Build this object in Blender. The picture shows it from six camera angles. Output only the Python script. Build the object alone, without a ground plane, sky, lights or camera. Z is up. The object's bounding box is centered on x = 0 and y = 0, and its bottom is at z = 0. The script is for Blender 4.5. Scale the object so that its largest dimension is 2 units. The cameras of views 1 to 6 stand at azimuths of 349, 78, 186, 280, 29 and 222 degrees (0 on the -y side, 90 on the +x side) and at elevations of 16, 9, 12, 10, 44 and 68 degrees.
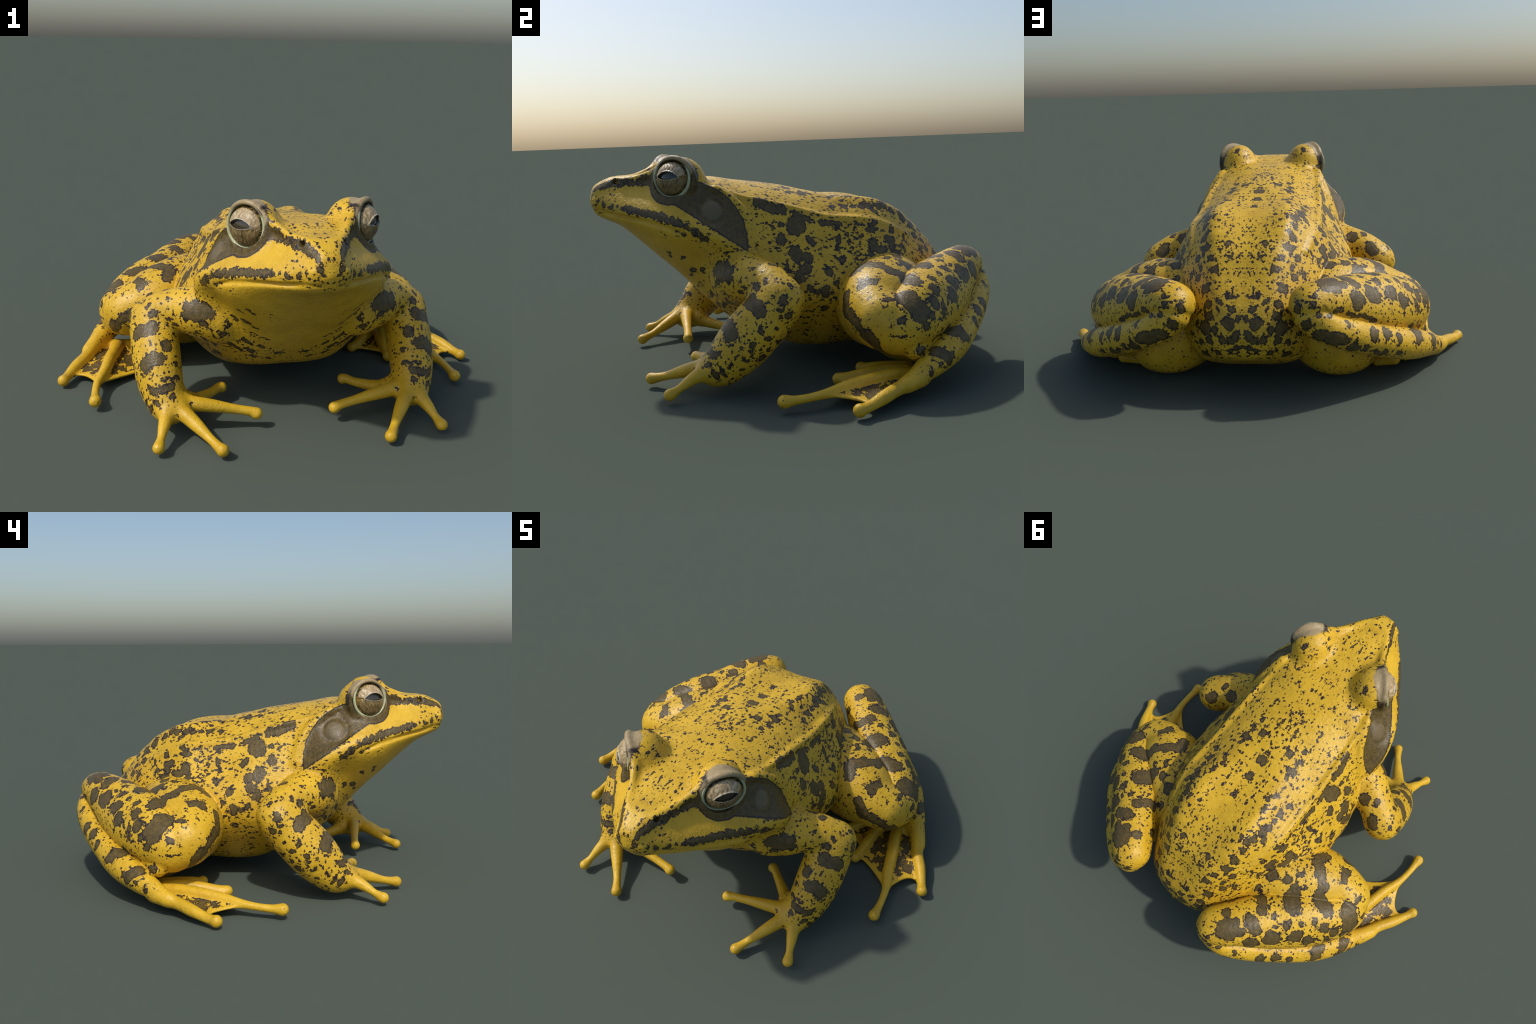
import bpy, bmesh, math, os
import numpy as np
from mathutils import Vector, Matrix

H = float(os.environ.get("FROG_H", "0.0045")) if False else 0.0045   # grid step of the modelling field, metres
rng = np.random.default_rng(7)

# ------------------------------------------------------------------ helpers
def A(*v): return np.array(v, float)
def unit(v): v = np.asarray(v, float); return v / np.linalg.norm(v)
def smin(a, b, k):
    if k <= 0: return np.minimum(a, b)
    h = np.maximum(k - np.abs(a - b), 0.0) / k
    return np.minimum(a, b) - h * h * k * 0.25
def smax(a, b, k): return -smin(-a, -b, k)

def pchip(x, y, xi):
    """monotone cubic interpolation of the columns of y over x"""
    x = np.asarray(x, float); y = np.asarray(y, float)
    h = np.diff(x)[:, None]; d = np.diff(y, axis=0) / h
    m = np.zeros_like(y); m[0] = d[0]; m[-1] = d[-1]
    w1 = 2 * h[1:] + h[:-1]; w2 = h[1:] + 2 * h[:-1]
    same = d[:-1] * d[1:] > 0
    with np.errstate(divide="ignore", invalid="ignore"):
        hm = (w1 + w2) / (w1 / d[:-1] + w2 / d[1:])
    m[1:-1] = np.where(same, hm, 0)
    i = np.clip(np.searchsorted(x, xi) - 1, 0, len(x) - 2)
    t = ((xi - x[i]) / h[i, 0])[:, None]; hh = h[i]
    return ((1 + 2*t) * (1-t)**2 * y[i] + t * (1-t)**2 * hh * m[i]
            + t*t * (3-2*t) * y[i+1] + t*t * (t-1) * hh * m[i+1])

def catmull(P, n=6, closed=False):
    P = np.asarray(P, float); N = len(P); out = []
    rngi = range(N if closed else N - 1)
    for i in rngi:
        if closed: p0, p1, p2, p3 = P[(i-1) % N], P[i], P[(i+1) % N], P[(i+2) % N]
        else: p0, p1, p2, p3 = P[max(i-1, 0)], P[i], P[i+1], P[min(i+2, N-1)]
        for t in np.arange(n) / n:
            out.append(0.5 * (2*p1 + (p2-p0)*t + (2*p0-5*p1+4*p2-p3)*t*t + (3*p1-p0-3*p2+p3)*t**3))
    if not closed: out.append(P[-1])
    return np.array(out)

# ------------------------------------------------------------------ trunk: cross-sections along the spine
# station y, then the half outline (x, z) from the mid-back over fold, flank and belly side to the mid-belly
SECTIONS = {
 -0.885: [(0,.842),(.025,.838),(.045,.822),(.055,.805),(.062,.790),(.050,.755),(.025,.742),(0,.740)],
 -0.850: [(0,.871),(.030,.868),(.052,.850),(.065,.825),(.088,.785),(.075,.735),(.040,.715),(0,.712)],
 -0.780: [(0,.893),(.045,.892),(.076,.878),(.100,.840),(.158,.762),(.145,.710),(.080,.685),(0,.680)],
 -0.680: [(0,.896),(.060,.892),(.110,.876),(.150,.832),(.238,.735),(.220,.670),(.120,.610),(0,.592)],
 -0.600: [(0,.900),(.080,.897),(.145,.883),(.200,.828),(.292,.715),(.280,.630),(.150,.540),(0,.515)],
 -0.530: [(0,.893),(.090,.889),(.170,.872),(.250,.810),(.340,.695),(.306,.598),(.150,.478),(0,.450)],
-0.440: [(0,.879),(.100,.872),(.204,.851),(.290,.785),(.375,.650),(.308,.553),(.170,.400),(0,.355)],
 -0.340: [(0,.870),(.120,.868),(.247,.831),(.318,.755),(.393,.610),(.372,.478),(.212,.292),(0,.258)],
 -0.240: [(0,.855),(.130,.842),(.262,.788),(.328,.700),(.378,.560),(.385,.412),(.232,.210),(0,.178)],
 -0.100: [(0,.834),(.150,.810),(.273,.750),(.340,.660),(.425,.480),(.405,.295),(.248,.142),(0,.118)],
  0.000: [(0,.816),(.150,.788),(.280,.722),(.342,.640),(.440,.470),(.430,.300),(.235,.101),(0,.083)],
  0.110: [(0,.785),(.140,.777),(.284,.690),(.354,.587),(.448,.430),(.430,.275),(.235,.086),(0,.072)],
  0.220: [(0,.757),(.140,.756),(.285,.676),(.354,.570),(.445,.420),(.420,.265),(.220,.084),(0,.071)],
  0.320: [(0,.742),(.155,.744),(.290,.664),(.360,.550),(.430,.400),(.405,.250),(.220,.084),(0,.071)],
  0.420: [(0,.716),(.160,.724),(.274,.633),(.340,.510),(.395,.370),(.380,.225),(.215,.085),(0,.071)],
  0.520: [(0,.668),(.150,.676),(.248,.580),(.314,.450),(.348,.330),(.330,.195),(.205,.087),(0,.075)],
  0.620: [(0,.600),(.135,.598),(.222,.502),(.275,.390),(.295,.300),(.275,.190),(.180,.108),(0,.096)],
  0.700: [(0,.503),(.124,.503),(.194,.425),(.235,.340),(.245,.275),(.220,.200),(.140,.145),(0,.135)],
  0.760: [(0,.436),(.100,.431),(.153,.384),(.177,.330),(.182,.276),(.159,.220),(.095,.176),(0,.165)],
  0.795: [(0,.374),(.058,.369),(.092,.341),(.111,.306),(.112,.270),(.094,.233),(.055,.205),(0,.199)],
}
SNOUT_TIP, RUMP_TIP = (-0.898, 0.790), (0.818, 0.282)
NY, NT = 700, 360

class Trunk:
    def __init__(self):
        ys = [SNOUT_TIP[0]] + list(SECTIONS) + [RUMP_TIP[0]]
        pts = [np.repeat([[0, SNOUT_TIP[1]]], 8, 0)] + [np.array(s, float) for s in SECTIONS.values()] + [np.repeat([[0, RUMP_TIP[1]]], 8, 0)]
        self.y = np.linspace(ys[0], ys[-1], NY)
        P = pchip(ys, np.array([p.ravel() for p in pts]), self.y).reshape(NY, 8, 2)
        self.zc = 0.55 * P[:, 3, 1] + 0.45 * P[:, 5, 1]
        th = np.linspace(-np.pi/2, np.pi/2, NT)          # angle from straight down to straight up
        R = np.zeros((NY, NT))
        for j in range(NY):
            half = P[j]
            loop = np.vstack([half, half[-2:0:-1] * [-1, 1]])
            c = catmull(loop, 10, True)
            a = np.arctan2(c[:, 1] - self.zc[j], c[:, 0]); r = np.hypot(c[:, 0], c[:, 1] - self.zc[j])
            o = np.argsort(a); a, r = a[o], r[o]
            a = np.concatenate([a - 2*np.pi, a, a + 2*np.pi]); r = np.tile(r, 3)
            R[j] = np.interp(th, a, r)
        R = np.maximum(R, 1e-4)
        k = np.array([1, 2, 3, 2, 1.]) / 9
        for _ in range(3):                                # soften between the stations
            Rp = np.pad(R, ((2, 2), (0, 0)), mode="edge"); R2 = sum(k[i] * Rp[i:i+NY] for i in range(5))
            R[3:-3] = R2[3:-3]
        zp = np.pad(self.zc, 8, mode="edge"); self.zc = np.convolve(zp, np.ones(17)/17, "valid")
        dy, dt = self.y[1] - self.y[0], th[1] - th[0]
        gy, gt = np.gradient(R, dy, dt)
        self.R, self.S, self.dy, self.dt = R, np.sqrt(1 + gy**2 + (gt / np.maximum(R, .02))**2), dy, dt
    def __call__(self, p):
        x, y, z = np.abs(p[:, 0]), p[:, 1], p[:, 2]
        fy = np.clip((y - self.y[0]) / self.dy, 0, NY - 1.001); i = fy.astype(int); u = fy - i
        zc = self.zc[i] * (1-u) + self.zc[i+1] * u
        rho = np.hypot(x, z - zc)
        ft = np.clip((np.arctan2(z - zc, x) + np.pi/2) / self.dt, 0, NT - 1.001); j = ft.astype(int); v = ft - j
        def look(T): return (T[i, j]*(1-v) + T[i, j+1]*v)*(1-u) + (T[i+1, j]*(1-v) + T[i+1, j+1]*v)*u
        d = (rho - look(self.R)) / look(self.S)
        over = np.maximum(self.y[0] - y, 0) + np.maximum(y - self.y[-1], 0)
        return np.where(over > 0, np.hypot(over, np.maximum(d, 0)), d)

class Limb:
    """round-section limb through spine points (x, y, z, radius)"""
    def __init__(self, pts, n=5):
        self.q = catmull(np.array(pts, float), n)
        self.lo = (self.q[:, :3] - self.q[:, 3:]).min(0); self.hi = (self.q[:, :3] + self.q[:, 3:]).max(0)
    def __call__(self, p):
        best = np.full(len(p), 1e9)
        for a, b in zip(self.q[:-1], self.q[1:]):
            ab = b[:3] - a[:3]; L = ab @ ab + 1e-12
            w = p - a[:3]; t = np.clip(w @ (ab / L), 0, 1)
            w -= t[:, None] * ab
            np.minimum(best, np.sqrt(np.einsum("ij,ij->i", w, w)) - (a[3] + t * (b[3] - a[3])), out=best)
        return best

class Blob:
    """ellipsoid with its own axes"""
    def __init__(self, c, r, axes=None):
        self.c = np.array(c, float); self.s = np.array(r, float); self.M = np.eye(3) if axes is None else np.array([unit(a) for a in axes])
        self.lo = self.c - self.s.max(); self.hi = self.c + self.s.max()
    def __call__(self, p):
        q = (p - self.c) @ self.M.T
        k0 = np.linalg.norm(q / self.s, axis=1); k1 = np.linalg.norm(q / self.s**2, axis=1)
        return k0 * (k0 - 1) / np.maximum(k1, 1e-9)

# ------------------------------------------------------------------ limbs (the +x side; the other side mirrors it)
trunk = Trunk()
EYE_C = A(.231, -.542, .881); EYE_N = unit((.765, -.63, .13))
EYE_U = unit(np.cross(EYE_N, (0, 0, 1))); EYE_U = EYE_U if EYE_U[1] > 0 else -EYE_U   # towards the back of the head
EYE_V = unit(np.cross(EYE_N, EYE_U)); EYE_V = EYE_V if EYE_V[2] > 0 else -EYE_V

BODY_PARTS = [  # (part, blend)
    (Blob((.188, -.508, .868), (.098, .114, .105)), .045),                               # brow over the eye
    (Limb([(.255,-.40,.842,.006),(.270,-.25,.790,.007),(.279,-.158,.766,.011),(.284,-.02,.725,.012),(.288,.112,.682,.013),(.291,.22,.668,.013),(.290,.306,.657,.012),(.27,.42,.62,.012),(.25,.52,.575,.008)]), .024),   # dorsolateral fold
    (Limb([(.150,.22,.725,.015),(.155,.32,.715,.022),(.155,.42,.695,.018),(.15,.52,.645,.01)]), .06),   # sacral hump
    (Limb([(.255,-.590,.705,.002),(.325,-.50,.690,.010),(.365,-.42,.655,.020),(.380,-.34,.610,.020),(.375,-.275,.57,.012)]), .05),   # cheek fold
    (Limb([(.27,-.36,.83,.006),(.310,-.27,.76,.007),(.340,-.230,.68,.008),(.362,-.215,.60,.008)]), .04),   # rim behind the mask
]
BODY_PARTS.append((Limb([tuple(EYE_C + EYE_U * .097 * math.cos(t) + EYE_V * .087 * math.sin(t) + EYE_N * (-.020 + .024 * max(math.sin(t), 0) - .012 * max(-math.cos(t), 0))) + (.010 + .004 * max(math.sin(t), 0) - .003 * max(-math.cos(t), 0),) for t in np.linspace(0, 2 * np.pi, 17)], 3), .022))   # fleshy rim that carries the eye
BODY_PARTS.append((Limb([(.160,-.585,.915,.012),(.135,-.635,.902,.013),(.103,-.700,.884,.009),(.070,-.770,.876,.006)]), .035))   # ridge from brow to nostril
MOUTH = Limb([(0,-.902,.752,.0075),(.06,-.878,.745,.0075),(.115,-.811,.735,.008),(.18,-.744,.722,.008),(.240,-.679,.704,.008),(.288,-.617,.688,.007),(.328,-.548,.664,.005),(.350,-.516,.643,.003)])
NOSTRIL = Limb([(.066,-.775,.868,.010),(.088,-.785,.876,.012)])
TYMP_C = A(.338, -.392, .752)
SOCKET = Blob(EYE_C + EYE_N * .010, (.088, .080, .060), (EYE_U, EYE_V, EYE_N))

UPPER_ARM = [(.30,-.285,.440,.123),(.37,-.272,.450,.110),(.44,-.230,.448,.096),(.52,-.187,.425,.090),(.578,-.162,.378,.087)]
FOREARM = [(.574,-.158,.385,.089),(.572,-.192,.335,.096),(.567,-.254,.265,.099),(.558,-.324,.187,.094),(.539,-.396,.122,.079),(.518,-.438,.100,.064)]
FOREARM_FRONT = [(.555,-.215,.365,.069),(.552,-.275,.312,.074),(.547,-.345,.242,.072),(.534,-.405,.168,.058),(.514,-.440,.120,.046)]
PALM = [(.53,-.42,.105,.050),(.475,-.385,.105,.042),(.440,-.375,.098,.034)]
FINGERS = [
    [(.520,-.43,.100,.045),(.535,-.488,.098,.033),(.553,-.545,.078,.024),(.567,-.590,.055,.0165),(.575,-.615,.043,.020),(.580,-.634,.036,.0245)],
    [(.505,-.43,.105,.045),(.475,-.490,.105,.034),(.425,-.560,.080,.027),(.380,-.625,.054,.0185),(.355,-.665,.042,.020),(.339,-.690,.036,.0250)],
    [(.500,-.42,.108,.042),(.440,-.445,.110,.033),(.350,-.455,.098,.027),(.260,-.462,.080,.020),(.195,-.468,.067,.020),(.167,-.472,.064,.0250)],
    [(.500,-.40,.095,.040),(.440,-.370,.080,.032),(.380,-.310,.066,.025),(.325,-.255,.060,.020),(.295,-.228,.064,.021),(.280,-.218,.068,.0245)],
]
FINGERS = [[(x, y, z + (.007 if n_ >= 2 and 0 < i_ < 5 else 0), r) for i_, (x, y, z, r) in enumerate(f)] for n_, f in enumerate(FINGERS)]
THIGH = [(.27,.46,.27,.18),(.38,.385,.295,.188),(.48,.294,.303,.182),(.585,.242,.303,.139),(.662,.236,.285,.122)]
THIGH_TOP = [(.30,.43,.353,.139),(.36,.375,.366,.146),(.44,.322,.352,.146),(.52,.277,.326,.141)]
THIGH_UNDER = Blob((.385, .480, .170), (.195, .18, .168))
KNEE = Blob((.694, .293, .262), (.107, .118, .117))
SHANK_TOP = [(.275,.770,.420,.066),(.350,.665,.406,.074),(.440,.555,.386,.087),(.540,.452,.356,.095)]
SHANK = [(.685,.305,.268,.116),(.640,.383,.304,.123),(.555,.478,.326,.136),(.468,.580,.354,.124),(.388,.685,.395,.107),(.325,.760,.414,.097),(.283,.800,.416,.087)]
CALF = [(.688,.380,.258,.088),(.615,.484,.278,.094),(.518,.594,.314,.092),(.425,.680,.358,.080)]
TARSUS = [(.285,.812,.385,.078),(.355,.815,.324,.068),(.460,.746,.271,.070),(.594,.628,.207,.072),(.700,.522,.160,.070),(.778,.413,.121,.056),(.833,.321,.092,.038),(.865,.265,.075,.031)]
CREASE_FILL = [(.34,.77,.375,.040),(.45,.675,.312,.038),(.57,.565,.250,.038),(.68,.445,.200,.042),(.75,.345,.17,.040)]
FOOT_BASE = [(.83,.335,.076,.032),(.77,.345,.062,.030),(.69,.360,.052,.030)]
TOES = [
    [(.845,.310,.078,.030),(.880,.215,.066,.027),(.921,.145,.055,.026),(.953,.080,.042,.021),(.968,.045,.037,.022),(.975,.028,.036,.0265)],
    [(.725,.330,.068,.028),(.740,.255,.076,.028),(.766,.155,.076,.027),(.788,.045,.068,.024),(.817,-.050,.058,.019),(.827,-.125,.052,.0165),(.828,-.185,.049,.019),(.827,-.222,.048,.0270)],
    [(.655,.345,.060,.030),(.632,.260,.062,.028),(.621,.175,.052,.026),(.611,.105,.042,.0225),(.604,.066,.037,.0260)],
    [(.600,.370,.052,.030),(.560,.310,.050,.027),(.515,.260,.042,.024),(.485,.230,.034,.0215),(.465,.216,.031,.0250)],
    [(.640,.400,.046,.028),(.600,.392,.036,.024),(.560,.386,.028,.022)],
]

TOES = [[(x, y, max(z - .003, r - .001), r) for x, y, z, r in t] for t in TOES]

def toe_curve(i, t):
    q = catmull(np.array(TOES[i], float)[:, :3], 12); s = np.concatenate([[0], np.cumsum(np.linalg.norm(np.diff(q, axis=0), axis=1))]); s /= s[-1]
    return np.array([np.interp(t, s, q[:, c]) for c in range(3)]).T
class Web:
    """thin skin between two toes, its free edge drawn back to a notch"""
    def __init__(self, i, j, ti, tj, notch, ns=46, nt=40, thick=.0052):
        s = np.linspace(0, 1, ns); t = np.linspace(0, 1, nt)
        Pa, Pb = toe_curve(i, s * ti), toe_curve(j, s * tj)
        ctrl = 2 * A(*notch) - .5 * (Pa[-1] + Pb[-1])
        E_ = ((1 - t)**2)[:, None] * Pa[-1] + (2 * t * (1 - t))[:, None] * ctrl + (t * t)[:, None] * Pb[-1]
        self.edge = E_
        lin = (1 - t)[:, None] * Pa[-1] + t[:, None] * Pb[-1]
        M = Pa[:, None] * (1 - t)[None, :, None] + Pb[:, None] * t[None, :, None] + (s**1.3)[:, None, None] * (E_ - lin)[None]
        lowr = .008 + .012 * np.sin(np.pi * t)[None] * (1 - .45 * s[:, None])      # the skin hangs below the toe bones
        M[..., 2] = np.maximum(M[..., 2] - lowr * (1 - .6 * s[:, None]**3), .010)
        self.edge = M[-1]
        n = np.cross(np.gradient(M, axis=0), np.gradient(M, axis=1)); n /= np.maximum(np.linalg.norm(n, axis=2, keepdims=True), 1e-9)
        self.M, self.n, self.th = M.reshape(-1, 3), n.reshape(-1, 3), thick
        self.lo, self.hi = self.M.min(0) - .01, self.M.max(0) + .01
        self.m2 = (self.M**2).sum(1)
    def __call__(self, p):
        out = np.empty(len(p))
        for a in range(0, len(p), 4000):
            q = p[a:a+4000]; k = (self.m2[None] - 2 * q @ self.M.T).argmin(1)
            w = q - self.M[k]; dn = np.einsum("ij,ij->i", w, self.n[k]); tt = np.sqrt(np.maximum(np.einsum("ij,ij->i", w, w) - dn**2, 0))
            out[a:a+4000] = np.hypot(dn, np.maximum(tt - .005, 0)) - self.th
        return out
WEBS = [Web(0, 1, .87, .70, (.882, .074, .040)), Web(1, 2, .70, .92, (.700, .052, .036)), Web(2, 3, .86, .94, (.575, .185, .026))]
UA, FA, FF, PA = Limb(UPPER_ARM), Limb(FOREARM), Limb(FOREARM_FRONT), Limb(PALM)
FG = [Limb(f) for f in FINGERS]
TH, TT, ST, SH, TA, FB = Limb(THIGH), Limb(THIGH_TOP), Limb(SHANK_TOP), Limb(SHANK), Limb(TARSUS), Limb(FOOT_BASE)
CF, CA = Limb(CREASE_FILL), Limb(CALF)
TO = [Limb(t) for t in TOES]
FAR = 0.12     # parts farther than this do not touch the local surface

def near_of(p, part, f=FAR):
    return ((p > part.lo - f) & (p < part.hi + f)).all(1)
def part_field(p, part):
    d = np.full(len(p), 1.0); n = near_of(p, part)
    if not n.any(): return d
    d[n] = part(p[n])
    far = ~n
    d[far] = np.linalg.norm(np.maximum(np.maximum(part.lo - p[far], p[far] - part.hi), 0), axis=1)
    return d

def trunk_field(p):
    d = trunk(p)
    for part, k in BODY_PARTS:
        near = near_of(p, part)
        if near.any(): d[near] = smin(d[near], part(p[near]), k)
    for cut in (MOUTH, NOSTRIL, SOCKET):
        near = near_of(p, cut, .05)
        if near.any(): d[near] = smax(d[near], -cut(p[near]), .012)
    near = np.linalg.norm(p - TYMP_C, axis=1) < .12
    if near.any():                                       # ear drum: a groove round a low dome
        r = np.linalg.norm((p[near] - TYMP_C) * A(.6, 1, 1), axis=1)
        d[near] += .006 * np.exp(-((r - .058) / .014)**2) - .005 * np.exp(-(r / .036)**4)
    return d

def fields(p):
    """distance to every body region of the +x half, p[:,0] taken positive"""
    p = p.copy(); p[:, 0] = np.abs(p[:, 0])
    tr = trunk_field(p)
    arm = smin(smin(part_field(p, UA), smin(part_field(p, FA), part_field(p, FF), .05), .030), part_field(p, PA), .04)
    hand = part_field(p, FG[0])
    for f in FG[1:]: hand = smin(hand, part_field(p, f), .022)
    thigh = smax(smin(smin(part_field(p, TH), part_field(p, TT), .04), part_field(p, THIGH_UNDER), .08), .004 - p[:, 2], .05)
    shank = smin(smin(smin(part_field(p, SH), part_field(p, ST), .04), part_field(p, CA), .05), part_field(p, CF), .008); tarsus = part_field(p, TA)
    foot = smin(part_field(p, FB), part_field(p, TO[0]), .015)
    for t in TO[1:]: foot = smin(foot, part_field(p, t), .015)
    web = np.full(len(p), 1.0)
    for w in WEBS:
        n = near_of(p, w, .03)
        if n.any(): web[n] = np.minimum(web[n], w(p[n]))
    return dict(trunk=tr, arm=arm, hand=hand, thigh=thigh, shank=shank, tarsus=tarsus, foot=foot, web=web, knee=part_field(p, KNEE))

def fold(a, b, k, depth, width):
    """union of two swellings with a narrow skin fold pressed in where they meet"""
    return smin(a, b, k) + depth * np.exp(-((a - b) / width)**2)

def field(p):
    f = fields(p)
    arm = smin(f["arm"], f["hand"], .03)
    leg = smin(fold(f["thigh"], f["shank"], .006, .004, .008), f["knee"], .030)
    low = smin(f["tarsus"], smin(f["foot"], f["web"], .016), .02)
    leg = fold(leg, low, .005, .005, .008)
    d = fold(f["trunk"], arm, .036, .003, .008)
    return fold(d, leg, .010, .004, .008)

# ------------------------------------------------------------------ surface of the field (surface nets on the +x half, mirrored)
def build_surface():
    B = 8
    lo = A(-0.5 * H, -0.92, -0.02); hi = A(1.02, 0.92, 1.0)
    nb = np.ceil((hi - lo) / H / B).astype(int); n = nb * B + 1
    F = np.full(n, 1.0, np.float32)
    bi = np.stack(np.meshgrid(*[np.arange(k) for k in nb], indexing="ij"), -1).reshape(-1, 3)
    cen = lo + (bi * B + B / 2) * H
    dc = field(cen); diag = B * H * math.sqrt(3) / 2
    gx = np.arange(B + 1)
    cell = np.stack(np.meshgrid(gx, gx, gx, indexing="ij"), -1).reshape(-1, 3)
    todo = []
    for b, d in zip(bi, dc):
        s = b * B
        if abs(d) > diag * 1.2 + .012: F[s[0]:s[0]+B+1, s[1]:s[1]+B+1, s[2]:s[2]+B+1] = d
        else: todo.append(s)
    for k in range(0, len(todo), 40):
        ss = np.array(todo[k:k+40])
        pts = (lo + (ss[:, None, :] + cell[None]) * H).reshape(-1, 3)
        vals = field(pts).astype(np.float32).reshape(len(ss), B+1, B+1, B+1)
        for s, v in zip(ss, vals): F[s[0]:s[0]+B+1, s[1]:s[1]+B+1, s[2]:s[2]+B+1] = v
    ins = F < 0
    cnt = np.zeros(np.array(F.shape) - 1, np.uint8)
    for dx in (0, 1):
        for dy in (0, 1):
            for dz in (0, 1):
                cnt += ins[dx:F.shape[0]-1+dx, dy:F.shape[1]-1+dy, dz:F.shape[2]-1+dz]
    act = np.argwhere((cnt > 0) & (cnt < 8))
    idx = np.full(cnt.shape, -1, np.int32); idx[tuple(act.T)] = np.arange(len(act))
    cs = [A(a, b, c) for a in (0, 1) for b in (0, 1) for c in (0, 1)]
    acc = np.zeros((len(act), 3)); num = np.zeros(len(act))
    for i in range(8):
        for j in range(i + 1, 8):
            if np.abs(cs[i] - cs[j]).sum() != 1: continue
            fa = F[tuple((act + cs[i].astype(int)).T)]; fb = F[tuple((act + cs[j].astype(int)).T)]
            x = (fa < 0) != (fb < 0)
            t = np.where(x, fa / np.where(x, fa - fb, 1), 0)
            acc += np.where(x[:, None], cs[i] + t[:, None] * (cs[j] - cs[i]), 0); num += x
    V = lo + (act + acc / num[:, None]) * H
    Q = []
    for ax in range(3):
        sl0 = [slice(None)] * 3; sl1 = [slice(None)] * 3; sl0[ax] = slice(0, -1); sl1[ax] = slice(1, None)
        e = np.argwhere(ins[tuple(sl0)] != ins[tuple(sl1)])
        o1, o2 = [(1, 2), (2, 0), (0, 1)][ax]
        ok = (e[:, o1] > 0) & (e[:, o2] > 0) & (e[:, o1] < cnt.shape[o1]) & (e[:, o2] < cnt.shape[o2]); e = e[ok]
        def g(a, b):
            c = e.copy(); c[:, o1] -= a; c[:, o2] -= b; return idx[tuple(c.T)]
        q = np.stack([g(1, 1), g(0, 1), g(0, 0), g(1, 0)], 1)
        flip = ~ins[tuple(e.T)]
        q[flip] = q[flip][:, ::-1]
        Q.append(q)
    Q = np.vstack(Q)
    mid = act[:, 0] == 0
    V[mid, 0] = 0
    # settle the vertices on the field and take its gradient as the normal (read back from the grid)
    top = np.array(F.shape) - 1.001
    def sample(P):
        q = (P - lo) / H; q[:, 0] = np.abs(q[:, 0] - .5) + .5; q = np.clip(q, 0, top); i = q.astype(int); t = q - i
        i = i.T; v = 0
        for a in (0, 1):
            for b in (0, 1):
                for c in (0, 1):
                    w = (t[:, 0] if a else 1 - t[:, 0]) * (t[:, 1] if b else 1 - t[:, 1]) * (t[:, 2] if c else 1 - t[:, 2])
                    v = v + w * F[i[0] + a, i[1] + b, i[2] + c]
        return v
    def grad(P, e=1.0 * H):
        g = np.stack([sample(P + e * A(*k)) - sample(P - e * A(*k)) for k in ((1, 0, 0), (0, 1, 0), (0, 0, 1))], 1)
        return g / np.maximum(np.linalg.norm(g, axis=1, keepdims=True), 1e-9)
    E = np.vstack([Q[:, [0, 1]], Q[:, [1, 2]], Q[:, [2, 3]], Q[:, [3, 0]]])
    deg = np.maximum(np.bincount(E[:, 0], minlength=len(V)) + np.bincount(E[:, 1], minlength=len(V)), 1)[:, None]
    def relax(X):
        s = np.zeros_like(X)
        for c in range(3): s[:, c] = np.bincount(E[:, 0], X[E[:, 1], c], len(X)) + np.bincount(E[:, 1], X[E[:, 0], c], len(X))
        Y = s / deg; Y[mid, 0] = 0
        return Y
    for _ in range(2):
        V = V + .5 * (relax(V) - V)
        V = V - np.clip(sample(V), -H, H)[:, None] * grad(V); V[mid, 0] = 0
    N = grad(V)
    for _ in range(2):
        N = .5 * N + .5 * relax(N); N[mid, 0] = 0
    N /= np.maximum(np.linalg.norm(N, axis=1, keepdims=True), 1e-9)
    # mirror
    nv = len(V); mir = np.arange(nv) + nv; mir[mid] = np.arange(nv)[mid]
    keep = np.where(~mid)[0]; remap = np.full(nv, -1); remap[keep] = nv + np.arange(len(keep)); mir = np.where(mid, np.arange(nv), remap)
    V2 = np.vstack([V, V[keep] * A(-1, 1, 1)]); N2 = np.vstack([N, N[keep] * A(-1, 1, 1)])
    Q2 = np.vstack([Q, mir[Q][:, ::-1]])
    return V2, N2, Q2
# ------------------------------------------------------------------ blotches: centre (or two ends) and radius on the +x side
CHEST_SPOTS = [
    (.263,-.424,.484,.248,-.433,.469,.008), (.226,-.466,.481,.207,-.474,.470,.011), (.315,-.403,.410,.286,-.395,.397,.010), (.385,-.383,.437,.366,-.389,.429,.010), (.199,-.390,.359,.175,-.391,.345,.010),
    (.193,-.359,.311,.175,-.352,.293,.011), (.270,-.346,.332,.248,-.337,.318,.009), (.303,-.184,.229,.287,-.197,.224,.010), (.231,-.338,.304,.218,-.336,.293,.007), (.184,-.477,.453,.169,-.482,.446,.007),
    (.147,-.400,.338,.133,-.391,.325,.007), (.167,-.331,.265,.148,-.323,.251,.008), (.370,-.354,.364,.355,-.331,.340,.008), (.399,-.362,.399,.391,-.366,.392,.007), (.336,-.342,.339,.310,-.238,.285,.007),
    (.219,-.577,.559,.204,-.562,.537,.008), (.253,-.510,.536,.242,-.515,.529,.006), (.291,-.403,.439,.280,-.407,.433,.006), (.128,-.445,.386,.117,-.442,.378,.006), (.068,-.367,.288,.055,-.364,.282,.007),
    (.092,-.320,.242,.077,-.310,.232,.007),
]

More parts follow.
